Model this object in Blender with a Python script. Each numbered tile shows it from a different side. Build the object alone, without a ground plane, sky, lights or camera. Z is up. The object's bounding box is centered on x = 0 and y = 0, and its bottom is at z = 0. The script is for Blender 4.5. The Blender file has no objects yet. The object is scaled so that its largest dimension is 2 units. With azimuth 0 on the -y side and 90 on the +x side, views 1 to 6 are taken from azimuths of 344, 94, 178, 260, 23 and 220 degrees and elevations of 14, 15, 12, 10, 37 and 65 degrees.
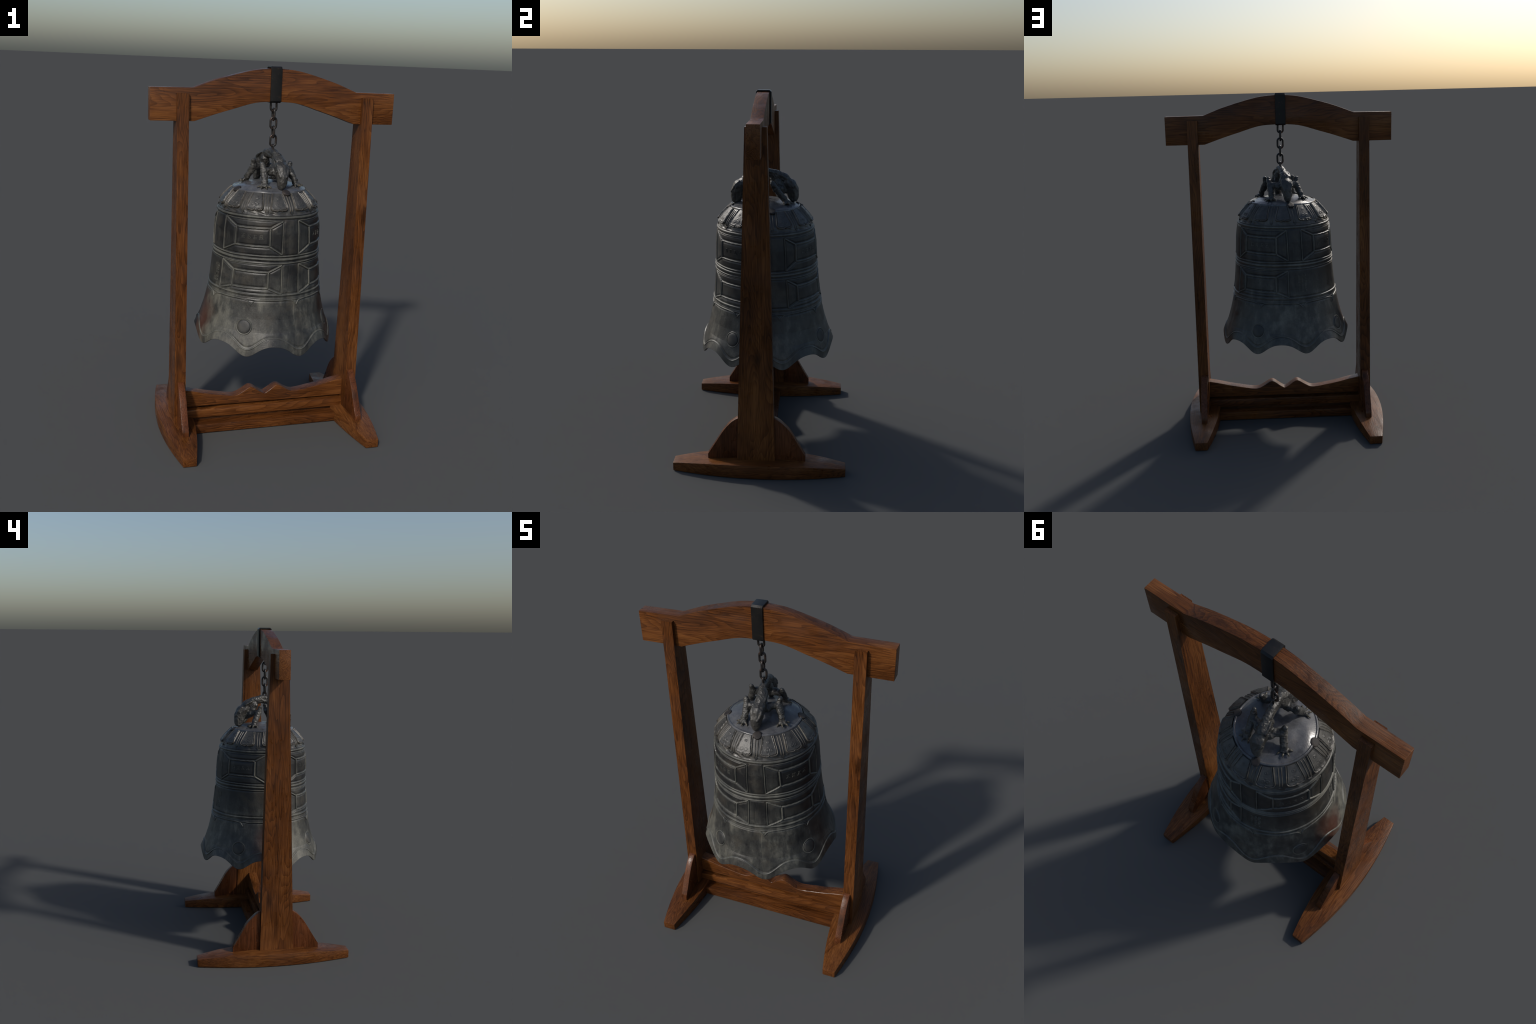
# A bronze temple bell with a two-headed dragon handle, hung by a chain from a wooden stand.
import bpy, bmesh, math, random
import numpy as np
from mathutils import Vector, Matrix, noise as mnoise

rng = random.Random(7)
SC = bpy.context.scene.collection

# ------------------------------------------------------------------ helpers
def link(o, parent=None):
    SC.objects.link(o)
    if parent is not None:
        o.parent = parent
    return o

def empty(name, parent=None):
    o = bpy.data.objects.new(name, None)
    o.empty_display_size = 0.05
    return link(o, parent)

def smooth_by_angle(me, deg):
    me.polygons.foreach_set("use_smooth", [True] * len(me.polygons))
    try:
        me.set_sharp_from_angle(angle=math.radians(deg))
    except Exception:
        pass

def mesh_from(name, verts, faces, mat=None, angle=40):
    me = bpy.data.meshes.new(name)
    me.from_pydata([tuple(map(float, v)) for v in verts], [], [tuple(map(int, f)) for f in faces])
    me.update()
    bm = bmesh.new(); bm.from_mesh(me)
    bmesh.ops.recalc_face_normals(bm, faces=bm.faces)
    bm.to_mesh(me); bm.free()
    if mat: me.materials.append(mat)
    smooth_by_angle(me, angle)
    return me

def obj(name, me, parent, loc=(0, 0, 0)):
    o = bpy.data.objects.new(name, me)
    o.location = loc
    return link(o, parent)

def extrude_profile(name, prof, axis, a, b, mat, bevel=0.003, segs=2, taper=None, cuts=0):
    """closed 2D profile swept straight along an axis from a to b, edges rounded"""
    bm = bmesh.new()
    rings = []
    n = cuts + 2
    for k in range(n):
        t = a + (b - a) * k / (n - 1)
        ring = []
        for (p, q) in prof:
            co = {'x': (t, p, q), 'y': (p, t, q), 'z': (p, q, t)}[axis]
            ring.append(bm.verts.new(co))
        rings.append(ring)
    m = len(prof)
    for k in range(n - 1):
        for i in range(m):
            bm.faces.new((rings[k][i], rings[k][(i + 1) % m], rings[k + 1][(i + 1) % m], rings[k + 1][i]))
    bm.faces.new(rings[0][::-1]); bm.faces.new(rings[-1])
    bmesh.ops.recalc_face_normals(bm, faces=bm.faces)
    if bevel:
        es = [e for e in bm.edges if len(e.link_faces) == 2 and e.calc_face_angle() > math.radians(35)]
        bmesh.ops.bevel(bm, geom=es, offset=bevel, segments=segs, profile=0.6, affect='EDGES', clamp_overlap=True)
    me = bpy.data.meshes.new(name)
    bm.to_mesh(me); bm.free()
    me.materials.append(mat)
    smooth_by_angle(me, 32)
    return me

def box(name, lo, hi, mat, bevel=0.004):
    prof = [(lo[1], lo[2]), (hi[1], lo[2]), (hi[1], hi[2]), (lo[1], hi[2])]
    return extrude_profile(name, prof, 'x', lo[0], hi[0], mat, bevel)

def spline(pts, n):
    """Catmull-Rom through control points, n samples per span"""
    out = []
    P = [np.array(p, float) for p in pts]
    P = [2 * P[0] - P[1]] + P + [2 * P[-1] - P[-2]]
    for i in range(1, len(P) - 2):
        for k in range(n):
            t = k / n
            out.append(0.5 * (2 * P[i] + (P[i + 1] - P[i - 1]) * t + (2 * P[i - 1] - 5 * P[i] + 4 * P[i + 1] - P[i + 2]) * t ** 2
                              + (3 * P[i] - P[i - 1] - 3 * P[i + 1] + P[i + 2]) * t ** 3))
    out.append(P[-2])
    return out

# ------------------------------------------------------------------ materials
class Nodes:
    def __init__(self, name):
        self.mat = bpy.data.materials.new(name)
        self.mat.use_nodes = True
        self.nt = self.mat.node_tree
        self.nt.nodes.clear()
        self.out = self.nt.nodes.new('ShaderNodeOutputMaterial')
        self.bsdf = self.nt.nodes.new('ShaderNodeBsdfPrincipled')
        self.nt.links.new(self.bsdf.outputs[0], self.out.inputs[0])
    def n(self, typ, **kw):
        nd = self.nt.nodes.new(typ)
        for k, v in kw.items():
            setattr(nd, k, v)
        return nd
    def set(self, sock, v):
        if hasattr(v, 'links') or isinstance(v, bpy.types.NodeSocket):
            self.nt.links.new(v, sock)
        else:
            sock.default_value = v
    def coords(self, rand=0.0):
        tc = self.n('ShaderNodeTexCoord').outputs['Object']
        if rand:
            oi = self.n('ShaderNodeObjectInfo').outputs['Random']
            m = self.math('MULTIPLY', oi, rand)
            add = self.n('ShaderNodeVectorMath', operation='ADD')
            self.set(add.inputs[0], tc); self.set(add.inputs[1], m)
            return add.outputs[0]
        return tc
    def mapping(self, vec, scale, loc=(0, 0, 0)):
        m = self.n('ShaderNodeMapping')
        self.set(m.inputs['Vector'], vec)
        m.inputs['Scale'].default_value = scale
        m.inputs['Location'].default_value = loc
        return m.outputs[0]
    def noise(self, vec, scale, detail=4, rough=0.55, dist=0.0):
        t = self.n('ShaderNodeTexNoise')
        self.set(t.inputs['Vector'], vec)
        t.inputs['Scale'].default_value = scale
        t.inputs['Detail'].default_value = detail
        t.inputs['Roughness'].default_value = rough
        t.inputs['Distortion'].default_value = dist
        return t.outputs[0]
    def voronoi(self, vec, scale):
        t = self.n('ShaderNodeTexVoronoi')
        self.set(t.inputs['Vector'], vec)
        t.inputs['Scale'].default_value = scale
        return t.outputs['Distance']
    def math(self, op, a, b=0.0, c=0.0):
        m = self.n('ShaderNodeMath', operation=op)
        self.set(m.inputs[0], a); self.set(m.inputs[1], b)
        if op in ('MULTIPLY_ADD',): self.set(m.inputs[2], c)
        return m.outputs[0]
    def ramp(self, fac, stops):
        r = self.n('ShaderNodeValToRGB')
        self.set(r.inputs[0], fac)
        el = r.color_ramp.elements
        while len(el) < len(stops): el.new(0.5)
        for e, (p, c) in zip(el, stops):
            e.position = p
            e.color = (c[0], c[1], c[2], 1) if hasattr(c, '__len__') else (c, c, c, 1)
        return r.outputs[0]
    def range(self, v, a, b, c=0.0, d=1.0):
        m = self.n('ShaderNodeMapRange')
        self.set(m.inputs[0], v)
        for i, x in enumerate((a, b, c, d)): m.inputs[i + 1].default_value = x
        m.clamp = True
        return m.outputs[0]
    def mix(self, fac, a, b, blend='MIX'):
        m = self.n('ShaderNodeMix', data_type='RGBA', blend_type=blend)
        self.set(m.inputs[0], fac)
        for s, v in ((m.inputs[6], a), (m.inputs[7], b)):
            if isinstance(v, tuple): s.default_value = (v[0], v[1], v[2], 1)
            else: self.set(s, v)
        return m.outputs[2]
    def bump(self, h, strength, dist=0.002):
        b = self.n('ShaderNodeBump')
        b.inputs['Strength'].default_value = strength
        b.inputs['Distance'].default_value = dist
        self.set(b.inputs['Height'], h)
        self.set(self.bsdf.inputs['Normal'], b.outputs[0])
    def xyz(self, vec):
        s = self.n('ShaderNodeSeparateXYZ'); self.set(s.inputs[0], vec)
        return s.outputs

def wood_material(name, axis, dark, mid, light, rand=9.0, rough=0.42):
    N = Nodes(name)
    v = N.coords(rand)
    i = 'xyz'.index(axis)
    def stretch(along, across):
        s = [across] * 3; s[i] = along
        return tuple(s)
    # growth rings: contour lines of a stretched noise field
    field = N.noise(N.mapping(v, stretch(1.1, 8.0)), 1.0, 2.0, 0.42, 0.25)
    rings = N.math('FRACT', N.math('MULTIPLY', field, 26.0))
    late = N.math('POWER', rings, 2.2)                    # dark late wood at the end of each ring
    fibre = N.noise(N.mapping(v, stretch(4.0, 170.0)), 1.0, 4, 0.62)
    pores = N.noise(N.mapping(v, stretch(12.0, 420.0)), 1.0, 2, 0.5)
    patch = N.noise(N.mapping(v, stretch(1.6, 6.0), (3, 1, 7)), 1.0, 4, 0.6)
    fac = N.math('MULTIPLY_ADD', late, -0.17, N.math('MULTIPLY', fibre, 0.50))
    fac = N.math('ADD', fac, N.math('MULTIPLY', patch, 0.80))
    fac = N.math('SUBTRACT', fac, 0.005)
    col = N.ramp(fac, [(0.36, dark), (0.60, mid), (0.84, light)])
    col = N.mix(N.math('MULTIPLY', N.range(pores, 0.36, 0.5, 1, 0), 0.5), col, tuple(c * 0.5 for c in dark))
    # a few knots
    kn = N.voronoi(N.mapping(v, stretch(2.2, 6.5), (1.3, 0.4, 2.2)), 1.0)
    knot = N.range(kn, 0.05, 0.17, 1, 0)
    col = N.mix(N.math('MULTIPLY', knot, 0.75), col, tuple(c * 0.35 for c in dark))
    N.set(N.bsdf.inputs['Base Color'], col)
    gl = N.noise(v, 6.0, 4, 0.65)
    N.set(N.bsdf.inputs['Roughness'], N.math('ADD', N.range(gl, 0.42, 0.60, rough - 0.22, rough + 0.02), N.math('MULTIPLY', fibre, 0.15)))
    N.bsdf.inputs['Specular IOR Level'].default_value = 0.22
    h = N.math('ADD', N.math('MULTIPLY', fibre, 0.8), N.math('MULTIPLY', late, -0.4))
    N.bump(h, 0.35, 0.0025)
    return N.mat

D, M, L = (0.036, 0.0115, 0.0032), (0.108, 0.0360, 0.0088), (0.200, 0.0760, 0.0205)
wood_x = wood_material("oiled_wood_along_beam", 'x', D, M, L)
wood_y = wood_material("oiled_wood_along_foot", 'y', D, tuple(c * .9 for c in M), tuple(c * .9 for c in L))
wood_z = wood_material("oiled_wood_along_post", 'z', D, M, L)
wood_s = wood_material("wood_darkened_for_recess_shadow", 'x', tuple(c * .35 for c in D), tuple(c * .35 for c in M), tuple(c * .4 for c in L), rough=0.6)  # stretcher wood at about a third brightness: contact shadow baked into the colour
wood_g = wood_material("oiled_wood_gusset", 'z', D, (0.095, 0.030, 0.010), (0.145, 0.049, 0.018), rough=0.36)

def metal_material(name, dark, mid, light, base=0.0, height_gain=0.0, rough=(0.38, 0.55), rust=None, bump=0.35):
    """weathered bronze: dark skin, streaks of pale verdigris dust"""
    N = Nodes(name)
    v = N.coords()
    blotch = N.noise(N.mapping(v, (5, 5, 4)), 1.0, 5, 0.62, 0.3)
    streak = N.noise(N.mapping(v, (26, 26, 3.2)), 1.0, 4, 0.6)
    fine = N.noise(v, 140.0, 4, 0.6)
    mott = N.noise(N.mapping(v, (24, 24, 17)), 1.0, 5, 0.65, 0.4)
    fac = N.math('ADD', N.math('MULTIPLY', blotch, 0.70), N.math('MULTIPLY', streak, 0.40))
    fac = N.math('ADD', fac, N.math('MULTIPLY', N.math('SUBTRACT', mott, 0.5), 0.42))
    fac = N.math('SUBTRACT', fac, 0.07)
    fac = N.math('ADD', fac, N.math('MULTIPLY', fine, 0.12))
    fac = N.math('ADD', fac, base)
    if height_gain:
        z = N.xyz(v)[2]
        hz = N.range(z, 0.98, 0.80, 0.0, height_gain)
        fac = N.math('ADD', fac, hz)
    col = N.ramp(fac, [(0.40, dark), (0.57, mid), (0.76, light)])
    warm = N.range(N.noise(v, 9.0, 3, 0.6), 0.52, 0.72)
    col = N.mix(N.math('MULTIPLY', warm, 0.35), col, (0.075, 0.062, 0.044))
    speck = N.range(N.voronoi(v, 34.0), 0.035, 0.07, 1, 0)
    sel = N.range(N.noise(v, 7.0, 2), 0.56, 0.62)
    col = N.mix(N.math('MULTIPLY', N.math('MULTIPLY', speck, sel), 0.6), col, (0.14, 0.14, 0.10))
    if rust:
        px, py, pz, rad, c = rust
        d = N.n('ShaderNodeVectorMath', operation='DISTANCE')
        N.set(d.inputs[0], N.mapping(v, (1, 1, 0.7))); d.inputs[1].default_value = (px, py, pz * 0.7)
        m = N.range(N.math('ADD', d.outputs['Value'], N.math('MULTIPLY', N.math('SUBTRACT', blotch, 0.5), 0.16)), rad * 0.25, rad, 1, 0)
        col = N.mix(N.math('MULTIPLY', m, 0.8), col, c)
    N.set(N.bsdf.inputs['Base Color'], col)
    N.set(N.bsdf.inputs['Roughness'], N.range(blotch, 0.35, 0.65, rough[0], rough[1]))
    N.bsdf.inputs['Specular IOR Level'].default_value = 0.5
    N.bump(N.math('ADD', N.math('ADD', fine, N.math('MULTIPLY', mott, 1.2)), N.math('MULTIPLY', streak, 0.5)), bump, 0.0020)
    return N.mat

K0, K1, K2 = (0.0095, 0.0100, 0.0108), (0.035, 0.0355, 0.0325), (0.115, 0.113, 0.094)  # K0 tinted slightly blue for skylight on the bell's shaded side
bronze = metal_material("weathered_bronze", K0, K1, K2, base=-0.12, height_gain=0.165,
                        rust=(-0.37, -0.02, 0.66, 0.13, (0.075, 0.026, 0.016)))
bronze_ridge = metal_material("worn_bronze_ridge", (0.030, 0.031, 0.029), (0.070, 0.071, 0.062), (0.13, 0.128, 0.107), base=0.0)
bronze_petal = metal_material("worn_bronze_petal", (0.018, 0.018, 0.0180), (0.043, 0.0425, 0.040), (0.095, 0.090, 0.079), base=-0.01, rough=(0.30, 0.46))
petal_rim = metal_material("rubbed_petal_rim", (0.030, 0.028, 0.0245), (0.072, 0.066, 0.056), (0.14, 0.128, 0.108), base=0.0, rough=(0.30, 0.46))
bronze_boss = metal_material("dark_bronze_boss", (0.014, 0.0145, 0.0145), (0.024, 0.025, 0.0245), (0.042, 0.043, 0.040), base=-0.02, rough=(0.5, 0.65))
bronze_cap = metal_material("polished_bronze_crown", (0.040, 0.042, 0.047), (0.075, 0.077, 0.083), (0.13, 0.132, 0.132), base=0.0, rough=(0.16, 0.34), bump=0.25)
bronze_dragon = metal_material("dark_bronze_dragon", (0.014, 0.014, 0.014), (0.036, 0.0355, 0.033), (0.095, 0.093, 0.085), base=-0.02, rough=(0.34, 0.5), bump=0.7)
bronze_claw = metal_material("tarnished_bronze_claw", (0.03, 0.028, 0.022), (0.07, 0.06, 0.04), (0.13, 0.11, 0.07))
inner_red = metal_material("reddish_bell_inside", (0.05, 0.015, 0.010), (0.11, 0.032, 0.018), (0.16, 0.05, 0.03), rough=(0.6, 0.8))
knob_mat = metal_material("brown_clay_knob", (0.009, 0.007, 0.0065), (0.018, 0.014, 0.0125), (0.034, 0.025, 0.021), rough=(0.65, 0.8))

def iron_material():
    N = Nodes("black_iron")
    v = N.coords()
    a = N.noise(v, 22.0, 5, 0.65)
    b = N.noise(v, 120.0, 4, 0.6)
    col = N.ramp(a, [(0.3, (0.0050, 0.0050, 0.0053)), (0.7, (0.0105, 0.0100, 0.0095))])
    rust = N.range(N.math('ADD', N.math('MULTIPLY', a, 0.4), N.math('MULTIPLY', b, 0.6)), 0.60, 0.70)
    col = N.mix(N.math('MULTIPLY', rust, 0.7), col, (0.11, 0.055, 0.022))
    N.set(N.bsdf.inputs['Base Color'], col)
    N.bsdf.inputs['Roughness'].default_value = 0.36
    N.bsdf.inputs['Specular IOR Level'].default_value = 0.3
    N.bump(b, 0.3, 0.0012)
    return N.mat
iron = iron_material()
def chain_material():
    N = Nodes("rusty_chain_iron")
    v = N.coords()
    a = N.noise(v, 60.0, 4, 0.6)
    col = N.ramp(a, [(0.4, (0.012, 0.011, 0.011)), (0.58, (0.030, 0.026, 0.024)), (0.72, (0.12, 0.042, 0.016))])
    N.set(N.bsdf.inputs['Base Color'], col)
    N.bsdf.inputs['Roughness'].default_value = 0.36
    N.bsdf.inputs['Metallic'].default_value = 0.3
    N.bump(a, 0.4, 0.0015)
    return N.mat
chain_iron = chain_material()

# ------------------------------------------------------------------ the thing
stand = empty("temple_bell_stand")
stand["label"] = "weathered bronze temple bell hanging by a chain from a wooden stand"
stand["category"] = "temple bell"

# ---- beam: straight ends, arched middle
top = [(0.44, 1.881), (0.33, 1.9225), (0.22, 1.955), (0.11, 1.981), (0.0, 1.9915)]
bot = [(0.0, 1.822), (0.115, 1.8135), (0.235, 1.779), (0.33, 1.750), (0.437, 1.7135)]
top_s = [tuple(p) for p in spline(top, 5)]
bot_s = [tuple(p) for p in spline(bot, 5)]
half = [(0.663, 1.7135), (0.663, 1.879)] + top_s
prof = half + [(-x, z) for x, z in top_s[::-1][1:]] + [(-0.663, 1.879), (-0.663, 1.7135)]
prof += [(-x, z) for x, z in bot_s[::-1]] + bot_s[1:]
beam = obj("beam", extrude_profile("beam", prof, 'y', -0.0495, 0.017, wood_x, 0.003), stand)

# ---- tapering posts, through which the beam passes
def post_mesh():
    bm = bmesh.new()
    rows = []
    for k in range(9):
        t = k / 8
        z = 0.055 + (1.853 - 0.055) * t
        y0, y1 = -0.1165 + 0.0485 * t, 0.0885 - 0.0485 * t
        rows.append([bm.verts.new(p) for p in ((-0.0303, y0, z), (0.0303, y0, z), (0.0303, y1, z), (-0.0303, y1, z))])
    for a, b in zip(rows, rows[1:]):
        for i in range(4):
            bm.faces.new((a[i], a[(i + 1) % 4], b[(i + 1) % 4], b[i]))
    bm.faces.new(rows[0][::-1]); bm.faces.new(rows[-1])
    es = [e for e in bm.edges if e.calc_face_angle(0) > 0.6]
    bmesh.ops.bevel(bm, geom=es, offset=0.003, segments=2, profile=0.6, affect='EDGES')
    me = bpy.data.meshes.new("post")
    bm.to_mesh(me); bm.free()
    me.materials.append(wood_z); smooth_by_angle(me, 32)
    return me
pm = post_mesh()
post_a = obj("post", pm, stand, (-0.4985, -0.0015, 0))
post_b = obj("post", pm, stand, (0.5035, -0.0015, 0))

# ---- boat-shaped feet with a crowned top
def foot_mesh():
    n = 28
    bm = bmesh.new()
    rows = []
    for k in range(n + 1):
        y = -0.466 + 0.932 * k / n
        u = abs(y) / 0.466
        w = 0.0355 + 0.058 * max(0.0, 1 - u ** 2.0) ** 1.05
        z = 0.047 + 0.030 * max(0.0, 1 - u ** 2.2)
        rows.append([bm.verts.new(p) for p in ((-w, y, 0), (w, y, 0), (w, y, z), (-w, y, z))])
    for a, b in zip(rows, rows[1:]):
        for i in range(4):
            bm.faces.new((a[i], a[(i + 1) % 4], b[(i + 1) % 4], b[i]))
    bm.faces.new(rows[0][::-1]); bm.faces.new(rows[-1])
    bmesh.ops.recalc_face_normals(bm, faces=bm.faces)
    es = [e for e in bm.edges if e.calc_face_angle(0) > 0.6]
    bmesh.ops.bevel(bm, geom=es, offset=0.004, segments=2, profile=0.6, affect='EDGES')
    me = bpy.data.meshes.new("foot")
    bm.to_mesh(me); bm.free()
    me.materials.append(wood_y); smooth_by_angle(me, 32)
    return me
fm = foot_mesh()
obj("foot", fm, stand, (-0.5055, 0, 0))
obj("foot", fm, stand, (0.5040, 0, 0))

# ---- curved gussets bracing the posts
g_front = [(-0.108, 0.314), (-0.124, 0.306), (-0.150, 0.286), (-0.183, 0.248), (-0.212, 0.203), (-0.240, 0.155), (-0.277, 0.094)]
g_back = [(0.080, 0.314), (0.100, 0.306), (0.126, 0.286), (0.164, 0.246), (0.190, 0.203), (0.214, 0.160), (0.250, 0.100)]
gf = [tuple(p) for p in spline(g_front, 4)] + [(-0.277, 0.058), (-0.100, 0.058)]
gb = [tuple(p) for p in spline(g_back, 4)] + [(0.251, 0.058), (0.070, 0.058)]
gfm = extrude_profile("gusset", gf, 'x', -0.018, 0.018, wood_g, 0.003)
gbm = extrude_profile("gusset_rear", gb, 'x', -0.018, 0.018, wood_g, 0.003)
for x in (-0.495, 0.496):
    obj("gusset", gfm, stand, (x, 0, 0)); obj("gusset", gbm, stand, (x, 0, 0))

# ---- stretchers between the feet and the carved panel
obj("bottom_stretcher", box("bottom_stretcher", (-0.425, -0.126, 0.002), (0.425, 0.066, 0.053), wood_x, 0.004), stand)
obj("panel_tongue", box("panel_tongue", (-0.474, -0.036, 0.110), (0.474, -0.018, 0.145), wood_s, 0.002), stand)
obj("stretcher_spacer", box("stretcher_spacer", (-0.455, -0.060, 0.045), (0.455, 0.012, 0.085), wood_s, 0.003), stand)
obj("middle_stretcher", box("middle_stretcher", (-0.475, -0.074, 0.069), (0.480, 0.020, 0.121), wood_x, 0.008), stand)
ph = [(0.478, 0.238), (0.400, 0.221), (0.335, 0.205), (0.250, 0.189), (0.195, 0.180), (0.160, 0.183), (0.125, 0.201),
      (0.097, 0.219), (0.078, 0.225), (0.058, 0.217), (0.030, 0.196), (0.004, 0.180)]
phs = [tuple(p) for p in spline(ph, 5)]
pprof = [(0.478, 0.132)] + phs + [(-x, z) for x, z in phs[::-1]] + [(-0.478, 0.132)]
obj("carved_panel", extrude_profile("carved_panel", pprof, 'y', -0.057, 0.003, wood_x, 0.006, 3), stand)

# ---- iron strap round the beam
def strap_mesh():
    x0, x1 = -0.0405, 0.0185
    oy0, oy1, oz0, oz1 = -0.057, 0.026, 1.8155, 2.0
    t = 0.008
    bm = bmesh.new()
    def loop(x, y0, y1, z0, z1, c):
        return [bm.verts.new((x, y, z)) for y, z in ((y0 + c, z0), (y1 - c, z0), (y1, z0 + c), (y1, z1 - c), (y1 - c, z1), (y0 + c, z1), (y0, z1 - c), (y0, z0 + c))]
    A = loop(x0, oy0, oy1, oz0, oz1, 0.009); B = loop(x1, oy0, oy1, oz0, oz1, 0.009)
    C = loop(x0, oy0 + t, oy1 - t, oz0 + t, oz1 - t, 0.003); Dd = loop(x1, oy0 + t, oy1 - t, oz0 + t, oz1 - t, 0.003)
    for i in range(8):
        j = (i + 1) % 8
        bm.faces.new((A[i], A[j], B[j], B[i])); bm.faces.new((C[j], C[i], Dd[i], Dd[j]))
        bm.faces.new((A[j], A[i], C[i], C[j])); bm.faces.new((B[i], B[j], Dd[j], Dd[i]))
    bmesh.ops.recalc_face_normals(bm, faces=bm.faces)
    es = [e for e in bm.edges if e.calc_face_angle(0) > 1.2]
    bmesh.ops.bevel(bm, geom=es, offset=0.0022, segments=2, profile=0.6, affect='EDGES')
    me = bpy.data.meshes.new("iron_strap")
    bm.to_mesh(me); bm.free()
    me.materials.append(iron); smooth_by_angle(me, 35)
    return me
obj("iron_strap", strap_mesh(), stand)

# ---- chain
def tube(path, radii, seg=10, closed=False, cap=True):
    """vertices and faces of a round tube along a path"""
    P = [Vector(p) for p in path]
    n = len(P)
    if not hasattr(radii, '__len__'): radii = [radii] * n
    V, F = [], []
    up = None
    for i in range(n):
        a = P[(i - 1) % n] if (closed or i > 0) else P[i]
        b = P[(i + 1) % n] if (closed or i < n - 1) else P[i]
        t = (b - a).normalized()
        if up is None:
            up = Vector((0, 0, 1)) if abs(t.z) < 0.9 else Vector((1, 0, 0))
        s = t.cross(up).normalized(); up = s.cross(t).normalized()
        for k in range(seg):
            an = 2 * math.pi * k / seg
            V.append(P[i] + (s * math.cos(an) + up * math.sin(an)) * radii[i])
    m = n if closed else n - 1
    for i in range(m):
        for k in range(seg):
            F.append((i * seg + k, i * seg + (k + 1) % seg, ((i + 1) % n) * seg + (k + 1) % seg, ((i + 1) % n) * seg + k))
    if not closed and cap:
        F.append(tuple(range(seg))[::-1]); F.append(tuple((n - 1) * seg + k for k in range(seg)))
    return V, F

def link_mesh(name, w, h, d):
    """stadium-shaped link in the xz plane"""
    r = (w - d) / 2; s = (h - w) / 2
    path = []
    for k in range(13):
        a = math.pi * k / 12
        path.append((r * math.cos(a), 0, s + r * math.sin(a)))
    for k in range(13):
        a = math.pi + math.pi * k / 12
        path.append((r * math.cos(a), 0, -s + r * math.sin(a)))
    V, F = tube(path, d / 2, 12, closed=True)
    return mesh_from(name, V, F, chain_iron, 60)
chain = empty("chain", stand)
lm = link_mesh("chain_link", 0.043, 0.070, 0.0115)
for k in range(5):
    zc = 1.8005 - 0.0455 * k
    o = obj("chain_link", lm, chain, (-0.010 + 0.0055 * k / 4, -0.021, zc))
    o.rotation_euler = (0, 0.03 * (k - 2) / 2, math.radians(90 if k % 2 else 0) + 0.05 * math.sin(k * 2.1))
o = obj("chain_link", link_mesh("chain_eye", 0.030, 0.046, 0.010), chain, (-0.004, -0.021, 1.580))
o.rotation_euler = (0, 0, math.radians(84))

# ------------------------------------------------------------------ the bell
bell = empty("bell", stand)
CX = -0.013
def cyf(z): return 0.0026 - (z - 1.0) * 0.0277 - 0.005 * np.clip((0.66 - z) / 0.11, 0, 1)
PZ = [0.600, 0.630, 0.650, 0.6800, 0.7175, 0.783, 0.815, 0.845, 0.880, 0.950, 1.010, 1.090, 1.168, 1.210, 1.240, 1.262, 1.50]
PR = [0.368, 0.3590, 0.3525, 0.3435, 0.3325, 0.3180, 0.3125, 0.3080, 0.3025, 0.2955, 0.2910, 0.2875, 0.2840, 0.2785, 0.2740, 0.2705, 0.2705]
def prof_r(z): return np.interp(z, PZ, PR)
LOBE = math.radians(16.5)
def hem_z(az):
    c = np.cos(8 * (az - LOBE))
    return 0.5640 + 0.007 * np.cos(az - 2.356) - 0.030 * c - 0.0045 * np.cos(16 * (az - LOBE))
def surf_r(az, z):
    """outer radius of the bell wall; below z=.65 it flares to the lobed hem"""
    zh = hem_z(az)
    t = np.clip((0.65 - z) / (0.65 - zh), 0, 1.2)
    rl = 0.3525 + 0.0345 * t ** 0.95
    return np.where(z < 0.65, rl, prof_r(z))
def on_bell(az, z, off=0.0):
    r = surf_r(az, z) + off
    return (CX + r * math.cos(az), cyf(z) + r * math.sin(az), z)
rad = math.radians

# raised lines cast on the wall, as (azimuth in degrees, height) polylines
PANELS = [(-157.0, -89.0, -140.5, -103.0), (-70.0, -2.0, -54.5, -16.5), (25.5, 92.3, 38.5, 79.0), (109.0, 177.0, 124.8, 162.0)]
frames = []
def panel_lines(a0, a1, b0, b1, z0, z1, w0, w1, jit):
    j = lambda s: jit.uniform(-s, s)
    o = [(a0 + j(.6), z0 + j(.002)), (a1 + j(.6), z0 + j(.002)), (a1 + j(.6), z1 + j(.002)), (a0 + j(.6), z1 + j(.002))]
    i = [(b0 + j(.6), w0 + j(.002)), (b1 + j(.6), w0 + j(.002)), (b1 + j(.6), w1 + j(.002)), (b0 + j(.6), w1 + j(.002))]
    L = []
    for k in range(4):
        L.append((i[k], i[(k + 1) % 4], 0.0090, 0.0052))
        L.append((o[k], i[k], 0.0085, 0.0046))
    L.append((o[1], o[2], 0.0055, 0.0030)); L.append((o[3], o[0], 0.0055, 0.0030))
    L.append((o[2], o[3], 0.0050, 0.0016))
    return L
jit = random.Random(3)
for k, (a0, a1, b0, b1) in enumerate(PANELS):
    frames.append(panel_lines(a0, a1, b0, b1, 1.058, 1.236, 1.101, 1.196, jit))
    if k != 3:
        frames.append(panel_lines(a0, a1, b0, b1, 0.848, 1.006, 0.880, 0.964, jit))

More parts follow.
